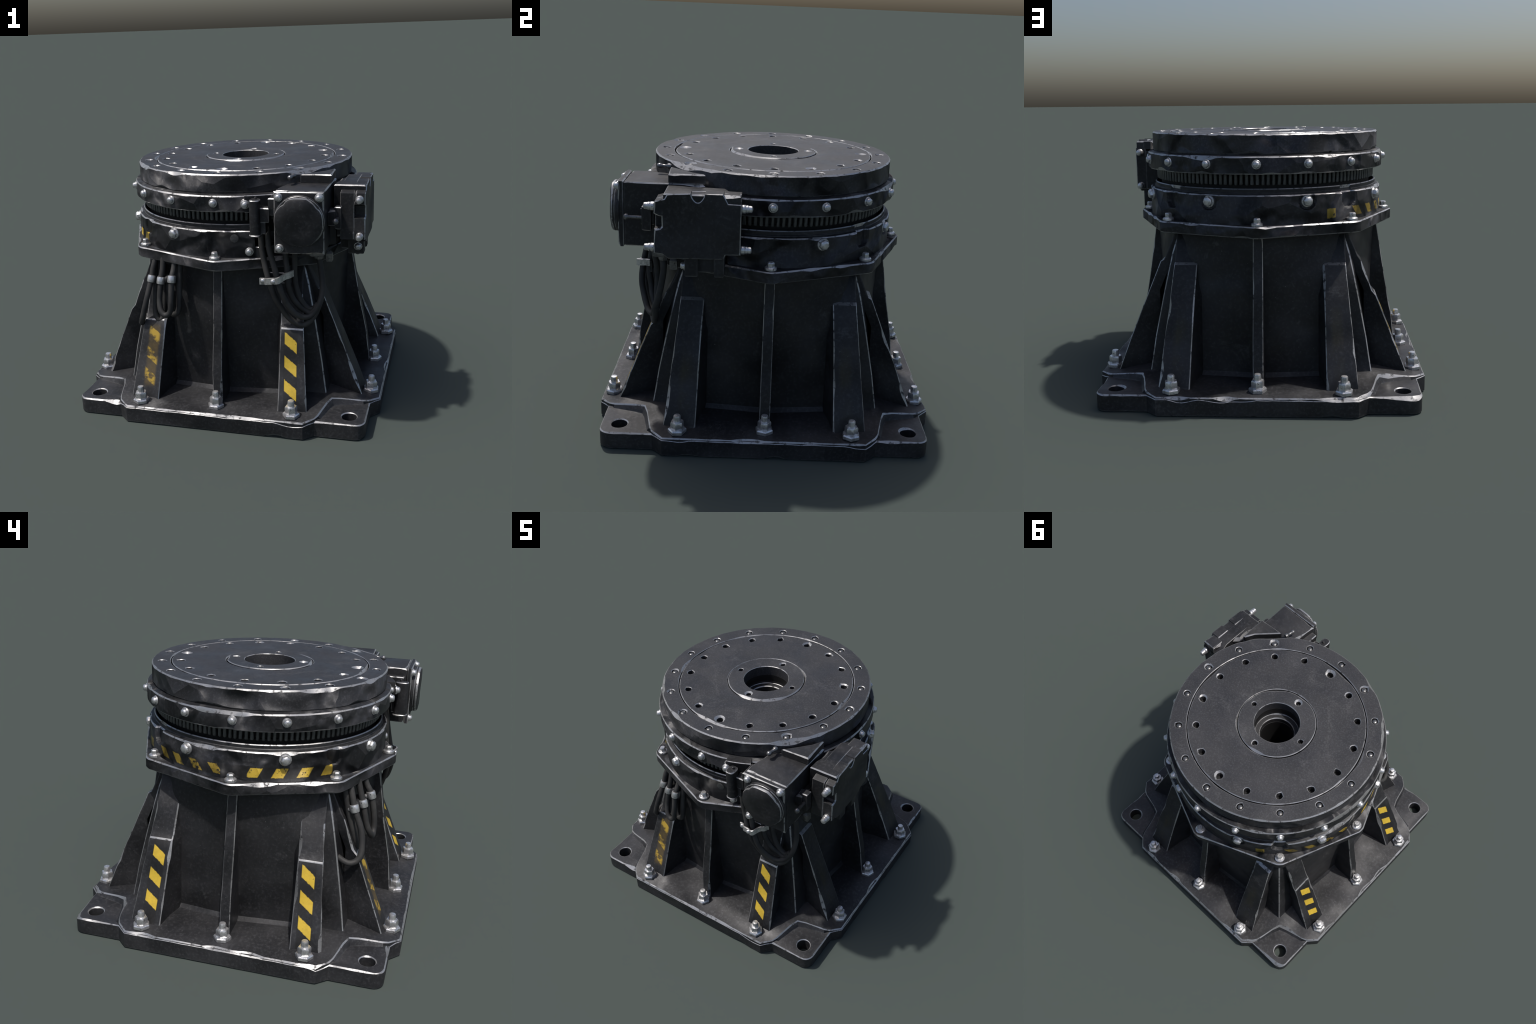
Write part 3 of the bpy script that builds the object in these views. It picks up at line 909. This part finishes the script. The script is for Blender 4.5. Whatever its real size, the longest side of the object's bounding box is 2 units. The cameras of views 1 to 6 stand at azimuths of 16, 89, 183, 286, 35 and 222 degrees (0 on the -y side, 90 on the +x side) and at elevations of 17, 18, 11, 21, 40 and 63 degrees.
br = lathe([(0.70, 1.350, 0, 0), (0.790, 1.350, 0.004, 0), (0.790, 1.456, 0.004, 0), (0.70, 1.456, 0, 0)], 8, 7, a0=radians(a0), a1=radians(a1))
br.face([i for i in range(6)]); br.face([len(br.v) - 1 - i for i in range(6)])
br.obj('collar_bracket', PM, conn)
place('collar_bolt', m_rim, conn, aim((0.204, -0.768, 1.403), (0.26, -0.965, 0)))
place('collar_bolt', m_rim, conn, aim((0.205, -0.715, 1.096), (0.2, -0.98, 0.05)))
box(0.235, 0.300, -0.702, -0.64, 1.056, 1.125, 0.005, 56).obj('ring_foot', PM, conn)

# ------------------------------------------------------------------ hoses
HR = 0.0182
hoses = [
    [(0.318, -0.700, 1.26), (0.325, -0.715, 1.19), (0.333, -0.726, 1.12), (0.364, -0.742, 1.02), (0.393, -0.759, 0.92), (0.421, -0.763, 0.835), (0.462, -0.742, 0.748),
     (0.518, -0.712, 0.692), (0.574, -0.676, 0.690), (0.625, -0.652, 0.762), (0.640, -0.625, 0.863), (0.628, -0.607, 0.97), (0.614, -0.606, 1.06)],
    [(0.278, -0.700, 1.25), (0.282, -0.715, 1.19), (0.286, -0.722, 1.12), (0.304, -0.728, 1.02), (0.331, -0.740, 0.92), (0.360, -0.742, 0.83), (0.400, -0.725, 0.745),
     (0.450, -0.702, 0.665), (0.515, -0.680, 0.622), (0.562, -0.668, 0.642), (0.597, -0.660, 0.688), (0.622, -0.652, 0.752)],
    [(0.418, -0.670, 1.16), (0.426, -0.692, 1.07), (0.436, -0.705, 0.99), (0.441, -0.714, 0.90), (0.455, -0.702, 0.83), (0.483, -0.692, 0.775), (0.525, -0.670, 0.724),
     (0.572, -0.668, 0.705), (0.606, -0.660, 0.735)],
    [(0.485, -0.69, 1.15), (0.480, -0.680, 1.05), (0.474, -0.668, 0.97), (0.478, -0.660, 0.879), (0.501, -0.662, 0.80), (0.535, -0.656, 0.742), (0.580, -0.655, 0.724), (0.618, -0.652, 0.758)],
    [(-0.448, -0.612, 1.02), (-0.468, -0.633, 0.948), (-0.482, -0.657, 0.862), (-0.505, -0.708, 0.734), (-0.537, -0.720, 0.612), (-0.553, -0.698, 0.570),
     (-0.570, -0.664, 0.558), (-0.571, -0.632, 0.564), (-0.556, -0.592, 0.578), (-0.525, -0.540, 0.60)],
    [(-0.470, -0.590, 0.98), (-0.470, -0.620, 0.84), (-0.468, -0.652, 0.725), (-0.458, -0.680, 0.630), (-0.432, -0.684, 0.590), (-0.408, -0.670, 0.625), (-0.402, -0.640, 0.76), (-0.410, -0.600, 0.95)],
    [(-0.390, -0.650, 1.02), (-0.392, -0.669, 0.944), (-0.401, -0.693, 0.866), (-0.407, -0.722, 0.743), (-0.392, -0.746, 0.680), (-0.359, -0.756, 0.656),
     (-0.326, -0.757, 0.682), (-0.316, -0.754, 0.749), (-0.313, -0.727, 0.89), (-0.307, -0.695, 0.95), (-0.302, -0.665, 1.02)],
    [(-0.272, -0.655, 1.02), (-0.276, -0.680, 0.90), (-0.278, -0.694, 0.80), (-0.284, -0.706, 0.69), (-0.305, -0.708, 0.652), (-0.338, -0.698, 0.650), (-0.358, -0.680, 0.72), (-0.365, -0.655, 0.90)],
]
for h in hoses:
    tube(h, HR).obj('hose', [M_RUBBER], angle=60)
# sleeve clamps on the left bundle
sl = MB()
sl.add(stack([(0.0185, -0.024), (0.0255, -0.022), (0.0275, -0.014), (0.0275, 0.014), (0.0255, 0.022), (0.0185, 0.024)], 16))
sl.add(stack([(0.013, 0), (0.014, 0.006), (0.010, 0.012), (0.003, 0.014)], 10), aim((0.012, -0.024, 0), (0.2, -1, 0)))
m_sl = sl.mesh('hose_clamp', [M_BOLT], 45)
for p, d in (((-0.481, -0.655, 0.864), (0.16, 0.30, 1.0)), ((-0.4005, -0.692, 0.868), (0.09, 0.28, 1)), ((-0.3125, -0.725, 0.892), (0.03, 0.3, 1))):
    place('hose_clamp', m_sl, mat=aim(p, d))
place('clamp_backing', stack([(0.017, -0.05), (0.026, -0.04), (0.026, 0.04), (0.017, 0.05)], 10).mesh('clamp_backing', [M_PAINT], 40), mat=aim((-0.39, -0.665, 0.868), (1, -0.36, 0.1)))
# bent strap over the right bundle
path = catmull([(0.272, -0.745, 0.918), (0.300, -0.752, 0.922), (0.316, -0.770, 0.926), (0.342, -0.778, 0.932), (0.368, -0.782, 0.936), (0.384, -0.792, 0.94),
                (0.404, -0.790, 0.945), (0.420, -0.755, 0.950), (0.436, -0.738, 0.957), (0.458, -0.733, 0.964), (0.475, -0.705, 0.968)], 4)
st = MB()
rings = []
for i, p in enumerate(path):
    t = (path[min(i + 1, len(path) - 1)] - path[max(i - 1, 0)]).normalized()
    n = Vector((t.y, -t.x, 0)).normalized()
    h = Vector((0, 0, 0.0215))
    rings.append(st.verts([p + n * 0.004 - h * 0.9, p + n * 0.004 + h * 0.9, p + h, p - n * 0.005 + h, p - n * 0.005 - h, p - h]))
for a, b in zip(rings, rings[1:]):
    st.bridge(a, b)
st.face(rings[0]); st.face(rings[-1][::-1])
strap = st.obj('hose_strap', [M_BOLT], angle=35)
for p in ((0.294, -0.752, 0.925), (0.366, -0.786, 0.935)):
    place('strap_screw', stack([(0.016, -0.002), (0.0165, 0.006), (0.012, 0.012), (0.004, 0.014)], 12).mesh('strap_screw', [M_BOLT], 45), strap, aim(p, (-0.15, -1, 0)))
bk = box(0.30, 0.46, -0.715, -0.695, 0.90, 0.97, 0.004, 61)
bk.obj('strap_bracket', PM, strap)
